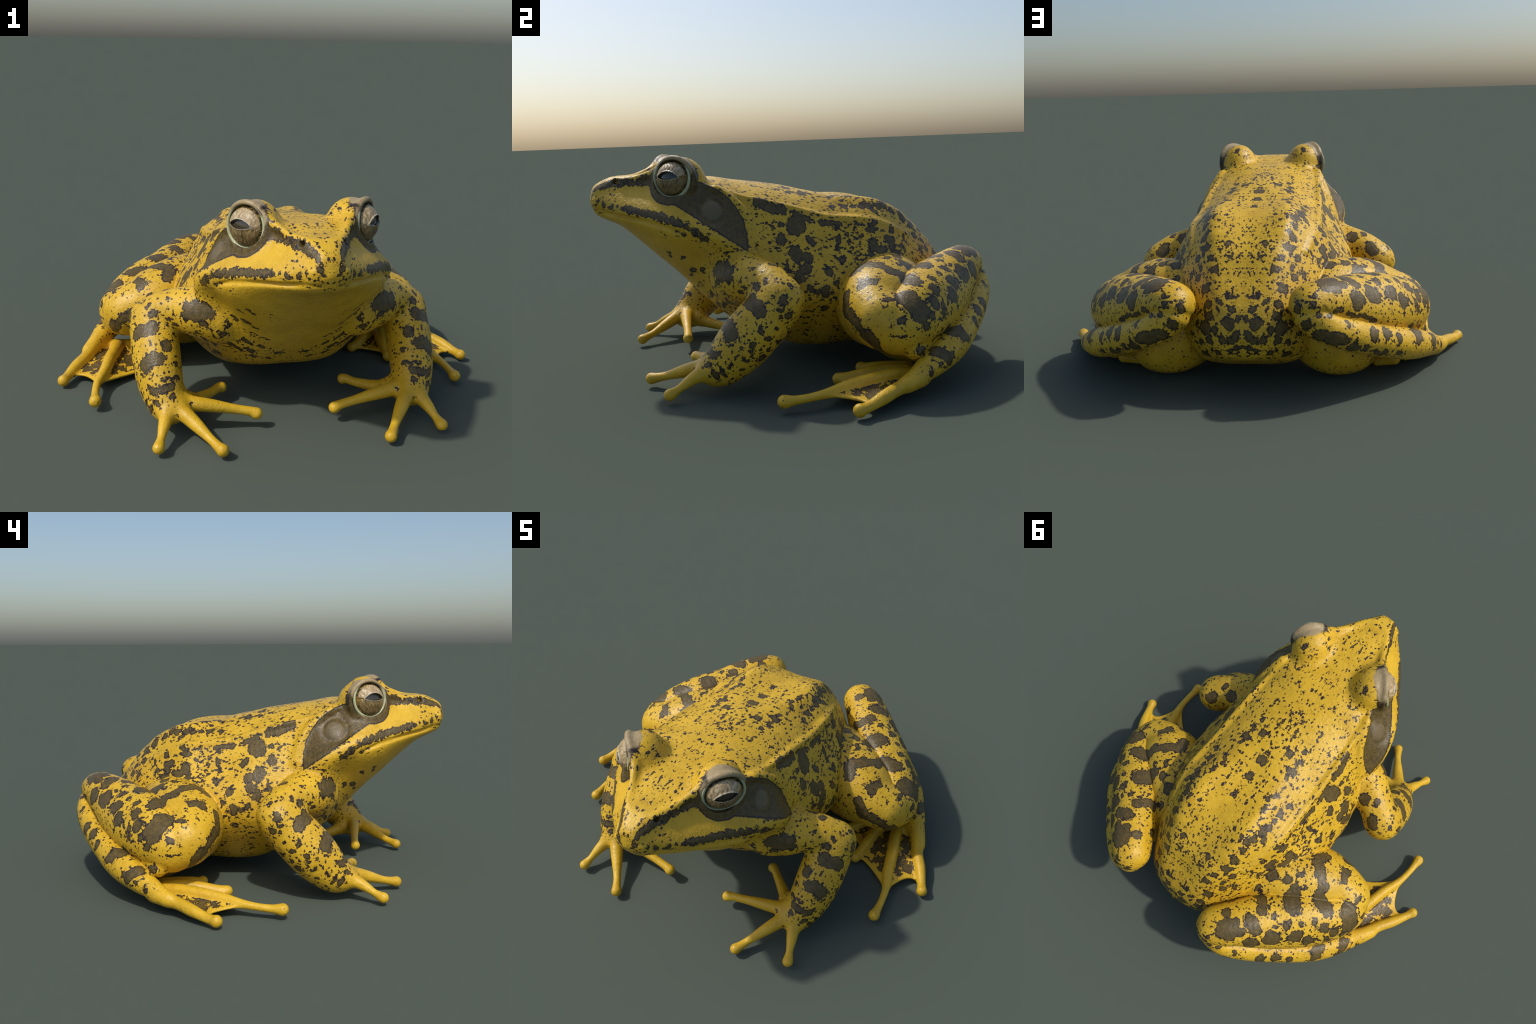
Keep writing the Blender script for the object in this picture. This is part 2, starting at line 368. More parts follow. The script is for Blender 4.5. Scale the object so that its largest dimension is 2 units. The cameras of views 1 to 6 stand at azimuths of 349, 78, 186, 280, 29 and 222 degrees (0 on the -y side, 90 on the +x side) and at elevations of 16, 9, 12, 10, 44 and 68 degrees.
FLANK_SPOTS = [
    (.297,-.082,.720,.285,-.186,.757,.020), (.309,.042,.675,.301,-.027,.701,.015), (.332,-.023,.652,.040), (.367,-.100,.604,.022), (.335,-.097,.663,.014),
    (.310,.178,.647,.315,.097,.656,.012), (.404,-.045,.541,.033), (.416,.003,.523,.021), (.430,-.013,.481,.023), (.440,-.042,.445,.026),
    (.319,.324,.619,.019), (.300,.358,.639,.308,.264,.642,.008), (.318,.407,.570,.020), (.328,.420,.533,.013), (.356,.324,.548,.023),
    (.438,.085,.459,.017), (.405,.157,.498,.012), (.339,.162,.593,.012), (.369,.030,.588,.017), (.446,.111,.407,.013),
    (.452,.069,.378,.019), (.451,.028,.379,.014), (.449,-.003,.398,.012), (.422,-.098,.482,.013), (.355,.210,.567,.010),
    (.334,.211,.596,.011), (.334,.272,.590,.013), (.436,.069,.305,.013), (.299,.483,.522,.012), (.272,.500,.565,.012),
    (.287,.436,.607,.012), (.196,.431,.705,.014), (.202,.399,.714,.016), (.223,.354,.705,.012), (.205,.329,.728,.011),
    (.226,.275,.712,.013), (.222,.227,.715,.020), (.233,.171,.717,.013), (.201,.465,.681,.015), (.190,.525,.650,.018),
    (.188,.573,.599,.018), (.220,.573,.560,.014), (.240,.374,.688,.014),
]

BACK_SPOTS = [
    (.001,.093,.788,.019), (.000,.186,.764,.019), (.001,.287,.745,.016), (.079,-.008,.807,.019), (.147,.079,.777,.024),
    (.132,.006,.792,.015), (.150,.276,.759,.014), (.052,-.080,.826,.011), (.178,-.433,.940,.015), (.141,-.428,.915,.011),
    (.138,.046,.779,.031), (.133,.003,.786,.021), (.080,-.004,.802,.027), (.155,.197,.758,.027), (.143,.233,.760,.018),
    (.132,-.059,.797,.018), (.001,.098,.785,.029), (.002,.185,.760,.029), (.000,.303,.740,.021), (.223,.221,.718,.024),
    (.227,.170,.722,.018), (.214,.358,.714,.024), (.191,.431,.705,.023), (.225,.316,.713,.021),
]

RUMP_SPOTS = [
    (.126,.675,.531,.017), (.163,.706,.459,.021), (.172,.670,.498,.005), (.148,.747,.406,.016), (.083,.768,.419,.011),
    (.048,.750,.441,.013), (.048,.782,.388,.014), (.097,.775,.390,.008), (.017,.795,.359,.013), (.061,.796,.336,.023),
    (.145,.769,.363,.016), (.158,.769,.307,.026), (.118,.791,.303,.016), (.085,.797,.272,.018), (.027,.808,.290,.016),
    (.047,.802,.273,.015), (.145,.777,.260,.014), (.027,.803,.230,.015), (.058,.794,.218,.010), (.109,.774,.208,.013),
    (.175,.718,.180,.019), (.183,.747,.240,.010), (.206,.724,.226,.008), (.225,.715,.271,.009), (.195,.741,.328,.012),
    (.178,.736,.378,.008), (.176,.578,.607,.017), (.216,.577,.558,.016), (.197,.628,.525,.013), (.206,.645,.487,.015),
    (.241,.601,.487,.013), (.152,.629,.574,.011), (.126,.641,.567,.009), (.071,.637,.580,.011), (.021,.636,.574,.011),
    (.082,.592,.628,.013), (.040,.600,.617,.009), (.309,.430,.567,.012), (.241,.500,.604,.008), (.004,.804,.240,.008),
]

THIGH_SPOTS = [
    (.573,.317,.466,.526,.288,.487,.018), (.526,.288,.487,.461,.232,.481,.021), (.461,.232,.481,.480,.189,.457,.020), (.620,.221,.436,.602,.179,.428,.018), (.566,.122,.376,.600,.109,.328,.024),
    (.600,.109,.328,.681,.116,.287,.022), (.681,.116,.287,.740,.161,.241,.021), (.740,.161,.241,.704,.223,.161,.020), (.347,.443,.497,.025), (.326,.523,.455,.015),
    (.355,.356,.528,.020), (.420,.409,.499,.019), (.454,.352,.497,.012), (.477,.412,.474,.021), (.573,.349,.458,.019),
    (.736,.236,.377,.014), (.379,.304,.518,.012), (.345,.384,.525,.013), (.317,.429,.546,.015), (.505,.381,.476,.010),
]

SHANK_SPOTS = [
    (.363,.550,.453,.421,.595,.487,.022), (.478,.445,.452,.525,.501,.469,.032), (.585,.367,.436,.650,.385,.427,.029), (.716,.296,.382,.766,.356,.351,.025), (.357,.777,.503,.046),
    (.365,.726,.506,.019), (.407,.675,.496,.457,.687,.479,.024), (.411,.741,.489,.019), (.301,.726,.501,.019), (.268,.658,.441,.016),
    (.473,.747,.423,.034), (.532,.664,.423,.037), (.612,.580,.408,.028), (.668,.550,.366,.027), (.685,.451,.404,.022),
    (.730,.437,.363,.017), (.549,.577,.456,.016), (.484,.579,.480,.012), (.512,.611,.464,.011), (.600,.518,.442,.011),
    (.639,.477,.437,.014), (.548,.560,.458,.012), (.731,.477,.332,.012), (.732,.322,.381,.781,.353,.333,.037), (.787,.373,.274,.017),
    (.743,.469,.302,.013), (.742,.434,.354,.021), (.697,.457,.393,.019), (.797,.269,.301,.014), (.734,.243,.380,.016),
    (.772,.407,.308,.011), (.785,.356,.174,.014), (.799,.279,.247,.009), (.635,.483,.435,.013),
]

TARSUS_SPOTS = [
    (.731,.555,.211,.725,.525,.221,.030), (.813,.443,.157,.799,.420,.174,.027), (.813,.467,.131,.017), (.643,.666,.241,.018), (.588,.707,.273,.019),
    (.542,.753,.286,.017), (.433,.826,.346,.014), (.361,.849,.392,.013), (.858,.361,.097,.011), (.838,.410,.127,.009),
    (.322,.879,.319,.408,.855,.283,.024), (.453,.817,.246,.024), (.496,.789,.228,.016), (.537,.764,.277,.022), (.596,.703,.265,.018),
    (.641,.674,.234,.018), (.729,.584,.195,.017), (.737,.534,.218,.014), (.805,.480,.147,.014), (.269,.878,.358,.021),
    (.234,.869,.422,.020), (.297,.875,.443,.012), (.319,.871,.395,.014), (.435,.826,.342,.014), (.650,.663,.171,.013),
    (.584,.720,.191,.013), (.555,.740,.203,.011), (.303,.858,.472,.010), (.386,.833,.403,.525,.712,.334,.008), (.525,.712,.334,.746,.429,.208,.008),  # last two capsules: thin dark line along the shank-tarsus crease
]

FORELIMB_SPOTS = [
    (.430,-.352,.483,.369,-.381,.490,.035), (.405,-.349,.520,.021), (.486,-.304,.417,.010), (.375,-.385,.435,.010), (.510,-.294,.439,.008),
    (.562,-.259,.455,.544,-.278,.429,.007), (.640,-.268,.360,.581,-.292,.391,.026), (.526,-.352,.337,.018), (.612,-.377,.271,.568,-.384,.298,.030), (.490,-.385,.266,.010),
    (.584,-.446,.183,.521,-.450,.202,.019), (.548,-.437,.224,.488,-.416,.221,.009), (.572,-.478,.139,.011), (.513,-.476,.168,.011), (.508,-.518,.107,.008),
    (.441,-.473,.132,.007), (.667,-.169,.401,.018), (.667,-.156,.342,.014), (.670,-.191,.368,.010), (.657,-.266,.284,.011),
    (.663,-.242,.252,.014), (.656,-.307,.230,.014), (.639,-.271,.168,.016), (.643,-.240,.202,.012), (.654,-.313,.203,.009),
    (.643,-.364,.179,.009), (.646,-.330,.163,.008), (.632,-.385,.151,.007), (.594,-.447,.106,.018), (.612,-.414,.117,.012),
    (.581,-.466,.140,.012), (.631,-.134,.452,.011), (.571,-.259,.447,.016), (.590,-.226,.468,.009), (.631,-.191,.225,.010),
    (.631,-.347,.120,.008), (.450,-.152,.507,.024), (.508,-.171,.514,.017), (.545,-.110,.464,.024), (.549,-.096,.454,.031),
]
# ------------------------------------------------------------------ materials
class Nodes:
    """small helper that chains shader nodes"""
    def __init__(self, name):
        self.m = bpy.data.materials.new(name); self.m.use_nodes = True
        self.t = self.m.node_tree; self.t.nodes.clear()
        self.out = self.t.nodes.new("ShaderNodeOutputMaterial"); self.b = self.t.nodes.new("ShaderNodeBsdfPrincipled")
        self.t.links.new(self.b.outputs[0], self.out.inputs[0])
    def put(self, sock, v):
        if v is None: return
        if isinstance(v, bpy.types.NodeSocket): self.t.links.new(v, sock)
        else:
            if hasattr(v, "__len__") and len(v) == 3 and sock.type == "RGBA": v = tuple(v) + (1,)
            sock.default_value = v
    def math(self, op, a, b=None, c=None, clamp=False):
        n = self.t.nodes.new("ShaderNodeMath"); n.operation = op; n.use_clamp = clamp
        for i, v in enumerate((a, b, c)): self.put(n.inputs[i], v)
        return n.outputs[0]
    def vec(self, op, a, b=None, s=None):
        n = self.t.nodes.new("ShaderNodeVectorMath"); n.operation = op
        self.put(n.inputs[0], a)
        if b is not None: self.put(n.inputs[1], b)
        if s is not None: self.put(n.inputs["Scale"], s)
        return n.outputs["Value"] if op in ("DISTANCE", "DOT_PRODUCT", "LENGTH") else n.outputs[0]
    def noise(self, p, scale, detail=2, rough=.5, color=False, distort=0.0):
        n = self.t.nodes.new("ShaderNodeTexNoise"); self.put(n.inputs["Vector"], p)
        n.inputs["Scale"].default_value = scale; n.inputs["Detail"].default_value = detail; n.inputs["Roughness"].default_value = rough
        n.inputs["Distortion"].default_value = distort
        return n.outputs["Color" if color else 0]
    def smooth(self, v, lo, hi, a=0.0, b=1.0):
        n = self.t.nodes.new("ShaderNodeMapRange"); n.interpolation_type = "SMOOTHSTEP"
        self.put(n.inputs[0], v)
        for i, x in zip((1, 2, 3, 4), (lo, hi, a, b)): self.put(n.inputs[i], x)
        return n.outputs[0]
    def mix(self, f, a, b):
        n = self.t.nodes.new("ShaderNodeMix"); n.data_type = "RGBA"
        self.put(n.inputs[0], f); self.put(n.inputs[6], a); self.put(n.inputs[7], b)
        return n.outputs[2]
    def coords(self, mirror=True):
        c = self.t.nodes.new("ShaderNodeTexCoord").outputs["Object"]
        return self.vec("ABSOLUTE", c, None) if mirror == "all" else c
    def bump(self, h, strength, dist, normal=None):
        n = self.t.nodes.new("ShaderNodeBump"); n.inputs["Strength"].default_value = strength; n.inputs["Distance"].default_value = dist
        self.put(n.inputs["Height"], h)
        if normal is not None: self.put(n.inputs["Normal"], normal)
        return n.outputs[0]
    def shape_distance(self, p, shapes, start=None):
        """smallest signed distance from p to a list of balls (x,y,z,r) and capsules (a, b, r)"""
        d = start
        for s in shapes:
            if len(s) == 4: e = self.math("SUBTRACT", self.vec("DISTANCE", p, s[:3]), s[3])
            else:
                a, b = A(*s[:3]), A(*s[3:6]); ab = b - a
                w = self.vec("SUBTRACT", p, tuple(a))
                t = self.vec("DOT_PRODUCT", w, tuple(ab / (ab @ ab))); t = self.math("ADD", t, 0.0, clamp=True)
                e = self.math("SUBTRACT", self.vec("DISTANCE", w, self.vec("SCALE", tuple(ab), None, t)), s[6])
            d = e if d is None else self.math("MINIMUM", d, e)
        return d

def chain(pts):
    """polyline of (x, y, z, r) as capsules"""
    return [tuple(a[:3]) + tuple(b[:3]) + ((a[3] + b[3]) / 2,) for a, b in zip(pts[:-1], pts[1:])]

YELLOW, YELLOW_DEEP, YELLOW_PALE = (.720, .438, .022), (.585, .345, .014), (.785, .520, .090)
BROWN, BROWN_WARM, DARK = (.088, .063, .019), (.140, .092, .022), (.024, .015, .014)

# crisp markings of the head
EYE_SURROUND = [tuple(EYE_C - .008 * EYE_V) + (.114,)]
SNOUT_STRIPE = chain([(.165,-.628,.878,.030),(.120,-.668,.868,.024),(.100,-.717,.865,.018),(.085,-.762,.862,.024),(.056,-.826,.858,.019),(.043,-.862,.842,.020),(.036,-.884,.814,.013)]) + [(.028,-.895,.792,.010)]
LIP_LINE = [(.040,-.890,.778,.009), (.072,-.861,.788,.013), (.098,-.838,.778,.014)] + [(.128,-.806,.768,.014), (.150,-.779,.763,.012), (.150,-.779,.763,.012)] + chain([(.176,-.748,.757,.016),(.231,-.682,.742,.019),(.285,-.605,.722,.020),(.335,-.529,.697,.022),(.362,-.470,.660,.020),(.380,-.430,.630,.016)]) + [(.386,-.395,.600,.011),(.338,-.512,.655,.012),(.325,-.540,.668,.010),(.388,-.350,.560,.013),(.390,-.372,.580,.010)]
BROW_PALE = [tuple(EYE_C + .055 * EYE_V + .004 * EYE_U - .004 * EYE_N) + (.067,), tuple(EYE_C + .035 * EYE_V + .045 * EYE_U - .010 * EYE_N) + (.053,), tuple(EYE_C + .030 * EYE_V - .050 * EYE_U - .004 * EYE_N) + (.046,)]
# where the small specks thin out (hands, feet, throat, belly) or crowd together: ball and change of the speck level
SPECK_LEVEL = [
    ((.42,-.52,.04), .17, -.09), ((.25,-.45,.05), .20, -.20), ((.52,-.60,.05), .12, -.14),     # hands
    ((.86,.02,.04), .24, -.25), ((.70,.15,.04), .20, -.25), ((.55,.25,.04), .17, -.20), ((.86,.22,.06), .12, -.12),   # feet
    ((.0,-.72,.62), .22, -.22), ((.0,-.50,.45), .22, -.12), ((.20,-.70,.66), .13, -.20), ((.25,-.52,.53), .16, -.10),  # chin and throat
    ((.21,-.70,.82), .13, -.16), ((.30,-.58,.76), .10, -.16),                                    # cheek
    ((.38,.46,.02), .15, -.20), ((.70,.20,.20), .15, -.05),                                      # under the thigh
    ((.42,.30,.47), .12, +.06), ((.17,.42,.72), .10, +.06), ((.38,.20,.55), .12, +.04),          # rump side, hip
    ((.0,-.05,.84), .22, +.03), ((.0,.35,.72), .10, -.06), ((.0,.62,.58), .16, +.0),
    ((.70,.44,.34), .14, +.05), ((.60,-.20,.28), .13, +.03),
]

def reach(verts, s, pad):
    if len(s) == 4: d = np.linalg.norm(verts - A(*s[:3]), axis=1) - s[3]
    else:
        a, b = A(*s[:3]), A(*s[3:6]); ab = b - a; t = np.clip((verts - a) @ ab / (ab @ ab), 0, 1)
        d = np.linalg.norm(verts - a - t[:, None] * ab, axis=1) - s[6]
    return d.min() < pad

SKINS = {}
def SKIN(name, verts):
    """yellow skin with blotches; only the markings that reach this part are built into its material"""
    if name in SKINS: return SKINS[name]
    av = np.abs(verts[::7] * A(1, 0, 0)) + verts[::7] * A(0, 1, 1)
    k = Nodes(name + "_skin")
    c = k.coords()
    sep = k.t.nodes.new("ShaderNodeSeparateXYZ"); k.put(sep.inputs[0], c)
    com = k.t.nodes.new("ShaderNodeCombineXYZ"); k.put(com.inputs[0], k.math("ABSOLUTE", sep.outputs[0])); k.put(com.inputs[1], sep.outputs[1]); k.put(com.inputs[2], sep.outputs[2])
    p = com.outputs[0]
    def warp(q, scale, amp, detail=2):
        w = k.vec("SUBTRACT", k.noise(p, scale, detail, .6, True), (.5, .5, .5))
        return k.vec("ADD", q, k.vec("SCALE", w, None, amp * 2))
    fine = warp(warp(p, 115, .0095, 3), 38, .012)           # ragged edge
    wide = warp(fine, 17, .026)                          # lobed outline
    spots = [s for lst in (CHEST_SPOTS, FLANK_SPOTS, BACK_SPOTS, RUMP_SPOTS, THIGH_SPOTS, SHANK_SPOTS, TARSUS_SPOTS, FORELIMB_SPOTS) for s in lst]
    near = [s[:-1] + (s[-1] * (.85 if s in BACK_SPOTS else 1.22 if s in THIGH_SPOTS or s in SHANK_SPOTS else 1.12) + (.0 if s in BACK_SPOTS else .003),) for s in spots if reach(av, s, .04)]
    sd = k.shape_distance(wide, near) if near else k.math("ADD", 1.0, 0.0)
    # small specks: thresholded noise, streaked along the body
    level = None
    for cc, r, dl in SPECK_LEVEL:
        if reach(av, tuple(cc) + (r,), .03):
            e = k.smooth(k.vec("DISTANCE", p, cc), r, r * .45, 0.0, dl)
            level = e if level is None else k.math("ADD", level, e)
    base = {"hand": .30, "foot": .335, "web": .26}.get(name, {'torso': .406, 'head': .396, 'hindlimb': .378, 'shank': .388}.get(name, .390))
    thr = k.math("ADD", level, base) if level is not None else base
    st = k.vec("MULTIPLY", p, {"torso": (1.0, .72, 1.0), "head": (1.1, .6, 1.1)}.get(name, (1, 1, 1)))
    sp = k.noise(st, 60 if name in ("torso", "head") else 50, 2.2, .55)
    sp2 = k.noise(k.vec("ADD", p, (3.1, 1.7, 5.2)), 11, 1.0, .5)                 # crowding
    thr = k.math("ADD", thr, k.math("MULTIPLY", k.math("SUBTRACT", sp2, .5), .16))
    if near: thr = k.math("ADD", thr, k.smooth(sd, .03, .002, 0.0, .035))        # satellites round the blotches
    sps = k.math("MULTIPLY", k.math("SUBTRACT", sp, k.math("SUBTRACT", thr, .030)), .050)
    sd = k.math("MINIMUM", sd, sps)
    gain = k.math("MULTIPLY", k.math("SUBTRACT", thr, .285), 9.0, clamp=True)    # rounder dots of two sizes
    sw = k.vec("MULTIPLY", warp(p, 60, .006), {"torso": (1.0, .70, 1.0), "head": (1.0, .62, 1.0)}.get(name, (1, 1, 1)))
    for sc, cut, size in ((66, .36, .82), (28, .66, .90)):
        vo = k.t.nodes.new("ShaderNodeTexVoronoi"); k.put(vo.inputs["Vector"], sw); vo.inputs["Scale"].default_value = sc
        rad_ = k.math("MULTIPLY", k.math("MULTIPLY", k.math("SUBTRACT", vo.outputs["Color"], cut), size), gain)
        sd = k.math("MINIMUM", sd, k.math("DIVIDE", k.math("SUBTRACT", vo.outputs["Distance"], rad_), sc))
    if name in ("head", "torso"):
        edge = warp(warp(p, 140, .006), 40, .004)
        side = k.t.nodes.new("ShaderNodeSeparateXYZ"); k.put(side.inputs[0], edge)
        # dark ear patch: inside an arc behind the eye, above the cheek stripe
        arc = k.math("SUBTRACT", k.vec("DISTANCE", k.vec("MULTIPLY", edge, (0, 1, 1)), (0, -.500, .620)), .253)
        stripe = k.math("SUBTRACT", .308, k.vec("DOT_PRODUCT", edge, (0, .584, .812)))
        ear = k.math("MAXIMUM", k.math("MAXIMUM", arc, stripe), k.math("SUBTRACT", .235, side.outputs[0]))
        sd = k.math("MINIMUM", sd, ear)
        if name == "head":
            sd = k.math("MINIMUM", sd, k.shape_distance(edge, EYE_SURROUND))
            face = k.shape_distance(warp(fine, 50, .012), SNOUT_STRIPE + LIP_LINE)
            face = k.math("ADD", face, k.math("MULTIPLY", k.math("SUBTRACT", k.noise(k.vec("ADD", p, (4.0, 2.0, 7.0)), 48, 3, .65), .465), .034))
            sd = k.math("MINIMUM", sd, face)
    if name == "web":                        # brown mottling between the toes, yellow along toes and free edge
        toes = k.shape_distance(fine, [c_ for t_ in TOES[:4] for c_ in chain(t_)])
        rim = k.shape_distance(fine, [tuple(w_.edge[a_]) + tuple(w_.edge[a_ + 8]) + (.012,) for w_ in WEBS for a_ in (0, 8, 16, 24, 31)])
        m = k.math("MULTIPLY", k.math("SUBTRACT", k.noise(p, 30, 4, .7), .555), .11)
        m = k.math("ADD", m, k.math("MULTIPLY", k.smooth(rim, .030, .0), .012))
        sd = k.math("MAXIMUM", k.math("SUBTRACT", .0035, toes), k.math("MAXIMUM", k.math("MULTIPLY", rim, -1.0), m))
    # colours
    tone = k.noise(p, 9, 3, .6); grain = k.noise(p, 70, 3, .6)
    yel = k.mix(k.smooth(tone, .35, .75), YELLOW, YELLOW_DEEP)
    yel = k.mix(k.math("MULTIPLY", k.smooth(grain, .50, .80), .45), yel, YELLOW_PALE)
    yel = k.mix(k.math("MULTIPLY", k.smooth(k.noise(p, 33, 4, .7), .52, .72), .30), yel, (.44, .285, .018))      # faint olive mottling
    brn = k.mix(k.smooth(k.noise(p, 48, 3, .65), .38, .68), BROWN, BROWN_WARM)
    brn = k.mix(k.math("MULTIPLY", k.smooth(k.noise(p, 105, 2, .6), .60, .68), .75), brn, DARK)
    brn = k.mix(k.smooth(sd, -.0075, -.0040), brn, DARK)  # dark rim of each blotch
    col = k.mix(k.smooth(sd, -.0016, .0016), brn, yel)
    rough = .42
    if name == "head":
        pale = k.shape_distance(warp(p, 60, .006), BROW_PALE)
        up = k.vec("DOT_PRODUCT", k.vec("SUBTRACT", p, tuple(EYE_C)), tuple(unit(EYE_V + .1 * EYE_N)))
        f = k.math("MULTIPLY", k.smooth(pale, .006, -.004), k.smooth(up, .004, .022))
        beige = k.mix(k.noise(p, 55, 4, .7), (.23, .160, .068), (.52, .40, .215))
        col = k.mix(f, col, beige)
        drum = k.smooth(k.vec("DISTANCE", p, tuple(TYMP_C)), .056, .040)
        col = k.mix(k.math("MULTIPLY", drum, .6), col, (.185, .142, .078))
    k.put(k.b.inputs["Base Color"], col)
    k.put(k.b.inputs["Roughness"], k.smooth(grain, .3, .7, .36, .50))
    k.b.inputs["Specular IOR Level"].default_value = .45
    h = k.math("ADD", k.math("MULTIPLY", k.noise(p, 60, 3, .6), 1.0), k.math("MULTIPLY", k.noise(p, 190, 2, .5), .35))
    k.put(k.b.inputs["Normal"], k.bump(h, .55, .005))
    SKINS[name] = k.m
    return k.m

def plain(name, col, rough, **kw):
    k = Nodes(name); k.put(k.b.inputs["Base Color"], col); k.b.inputs["Roughness"].default_value = rough
    for a_, v_ in kw.items(): k.b.inputs[a_].default_value = v_
    return k

def lid_material(name, c1, c2, c3, inner=True):
    k = Nodes(name); c = k.coords()
    p = k.vec("ABSOLUTE", c)
    sep = k.t.nodes.new("ShaderNodeSeparateXYZ"); k.put(sep.inputs[0], c)
    com = k.t.nodes.new("ShaderNodeCombineXYZ"); k.put(com.inputs[0], k.math("ABSOLUTE", sep.outputs[0])); k.put(com.inputs[1], sep.outputs[1]); k.put(com.inputs[2], sep.outputs[2])
    p = com.outputs[0]
    n = k.noise(k.vec("MULTIPLY", p, (1.8, 1.8, .6)), 62, 4, .65); n2 = k.noise(p, 24, 2, .5)
    col = k.mix(k.smooth(n, .35, .65), c1, c2); col = k.mix(k.math("MULTIPLY", k.smooth(n2, .5, .7), .6), col, c3)
    if inner:                                   # dark gold-flecked skin between lid and rim, gold corner at the back
        q = k.vec("SUBTRACT", p, tuple(EYE_C))
        u = k.math("DIVIDE", k.vec("DOT_PRODUCT", q, tuple(EYE_U)), .086); v = k.math("DIVIDE", k.vec("DOT_PRODUCT", q, tuple(EYE_V)), .080)
        rad = k.math("SQRT", k.math("ADD", k.math("MULTIPLY", u, u), k.math("MULTIPLY", v, v)))
        rad = k.math("ADD", rad, k.math("MULTIPLY", k.math("SUBTRACT", n2, .5), .10))
        fleck = k.mix(k.smooth(k.noise(p, 120, 3, .6), .52, .58), (.030, .022, .010), (.300, .190, .030))
        col = k.mix(k.smooth(rad, .83, .89), col, fleck)
        tri = k.math("SUBTRACT", k.math("MULTIPLY", k.math("SUBTRACT", u, .52), .55), k.math("ABSOLUTE", k.math("SUBTRACT", v, .03)))
        col = k.mix(k.smooth(tri, -.02, .03), col, k.mix(n, (.30, .18, .035), (.13, .08, .02)))
        # pale lash line along the opening
        c_ = k.math("MAXIMUM", k.math("SUBTRACT", 1.0, k.math("POWER", k.math("DIVIDE", u, .60), 2.0)), 0.0)
        up_ = k.math("ABSOLUTE", k.math("SUBTRACT", v, k.math("ADD", .04, k.math("MULTIPLY", k.math("POWER", c_, .8), .31))))
        lo_ = k.math("ABSOLUTE", k.math("SUBTRACT", v, k.math("ADD", .04, k.math("MULTIPLY", c_, -.14))))
        line = k.math("MULTIPLY", k.smooth(k.math("MINIMUM", up_, lo_), .075, .030), k.smooth(k.math("ABSOLUTE", u), .66, .58))
        col = k.mix(k.math("MULTIPLY", line, .85), col, (.52, .45, .32))
    if not inner:                               # rim colour darkened at the top for the shadow the brow casts
        up_ = k.vec("DOT_PRODUCT", k.vec("SUBTRACT", p, tuple(EYE_C)), tuple(EYE_V))
        col = k.mix(k.smooth(k.math("ADD", up_, k.math("MULTIPLY", k.math("SUBTRACT", n, .5), .04)), .035, .062), col, (.075, .058, .028))
    k.put(k.b.inputs["Base Color"], col); k.b.inputs["Roughness"].default_value = .33
    k.put(k.b.inputs["Normal"], k.bump(n, .6, .004))
    return k.m
# ------------------------------------------------------------------ objects
scene = bpy.context.scene
for o in list(bpy.data.objects): bpy.data.objects.remove(o, do_unlink=True)
frog = bpy.data.objects.new("frog", None)
frog["label"] = "bright yellow frog with dark brown blotches, crouching"
frog["category"] = "frog"
scene.collection.objects.link(frog)

def add_mesh(name, verts, faces, mat, parent, normals=None, smooth=True):
    me = bpy.data.meshes.new(name)
    verts = np.asarray(verts, np.float32); faces = np.asarray(faces)
    me.vertices.add(len(verts)); me.vertices.foreach_set("co", verts.ravel())
    k = faces.shape[1]
    me.loops.add(faces.size); me.loops.foreach_set("vertex_index", faces.ravel().astype(np.int32))
    me.polygons.add(len(faces)); me.polygons.foreach_set("loop_start", np.arange(0, faces.size, k, dtype=np.int32))
    me.polygons.foreach_set("use_smooth", np.full(len(faces), smooth))
    me.update(calc_edges=True); me.validate()
    if normals is not None: me.normals_split_custom_set_from_vertices(np.asarray(normals, np.float32))
    me.materials.append(mat)
    ob = bpy.data.objects.new(name, me); scene.collection.objects.link(ob); ob.parent = parent
    return ob

V, N, Q = build_surface()
FC = V[Q].mean(1)
fl = {}
for i in range(0, len(FC), 100000):
    for k_, v_ in fields(FC[i:i+100000]).items(): fl.setdefault(k_, []).append(v_)
fl = {k_: np.concatenate(v_) for k_, v_ in fl.items()}
order = ["trunk", "arm", "hand", "thigh", "shank", "tarsus", "foot", "web", "knee"]
lab = np.argmin(np.stack([fl[o] for o in order], 1), 1)
neck = FC[:, 1] < -.30 + .35 * np.clip(.62 - FC[:, 2], -.3, .3)       # the head ends behind the ear, the throat runs further back
side = FC[:, 0] > 0
def region(mask): return mask
REGIONS = []
REGIONS.append(("head", None, (lab == 0) & neck))
REGIONS.append(("torso", None, (lab == 0) & ~neck))
for s_ in (True, False):
    sd = side == s_
    REGIONS.append(("forelimb", None, (lab == 1) & sd)); REGIONS.append(("hand", "forelimb", (lab == 2) & sd))
    REGIONS.append(("hindlimb", None, ((lab == 3) | (lab == 8)) & sd))
    REGIONS.append(("shank", "hindlimb", ((lab == 4) | (lab == 5)) & sd)); REGIONS.append(("foot", "hindlimb", (lab == 6) & sd)); REGIONS.append(("web", "hindlimb", (lab == 7) & sd))
last = {}
for name, par, m in REGIONS:
    q = Q[m]
    if not len(q): continue
    used, inv = np.unique(q, return_inverse=True)
    ob = add_mesh(name, V[used], inv.reshape(q.shape), SKIN(name, V[used]), last.get(par, frog) if par else frog, N[used])
    last[name] = ob
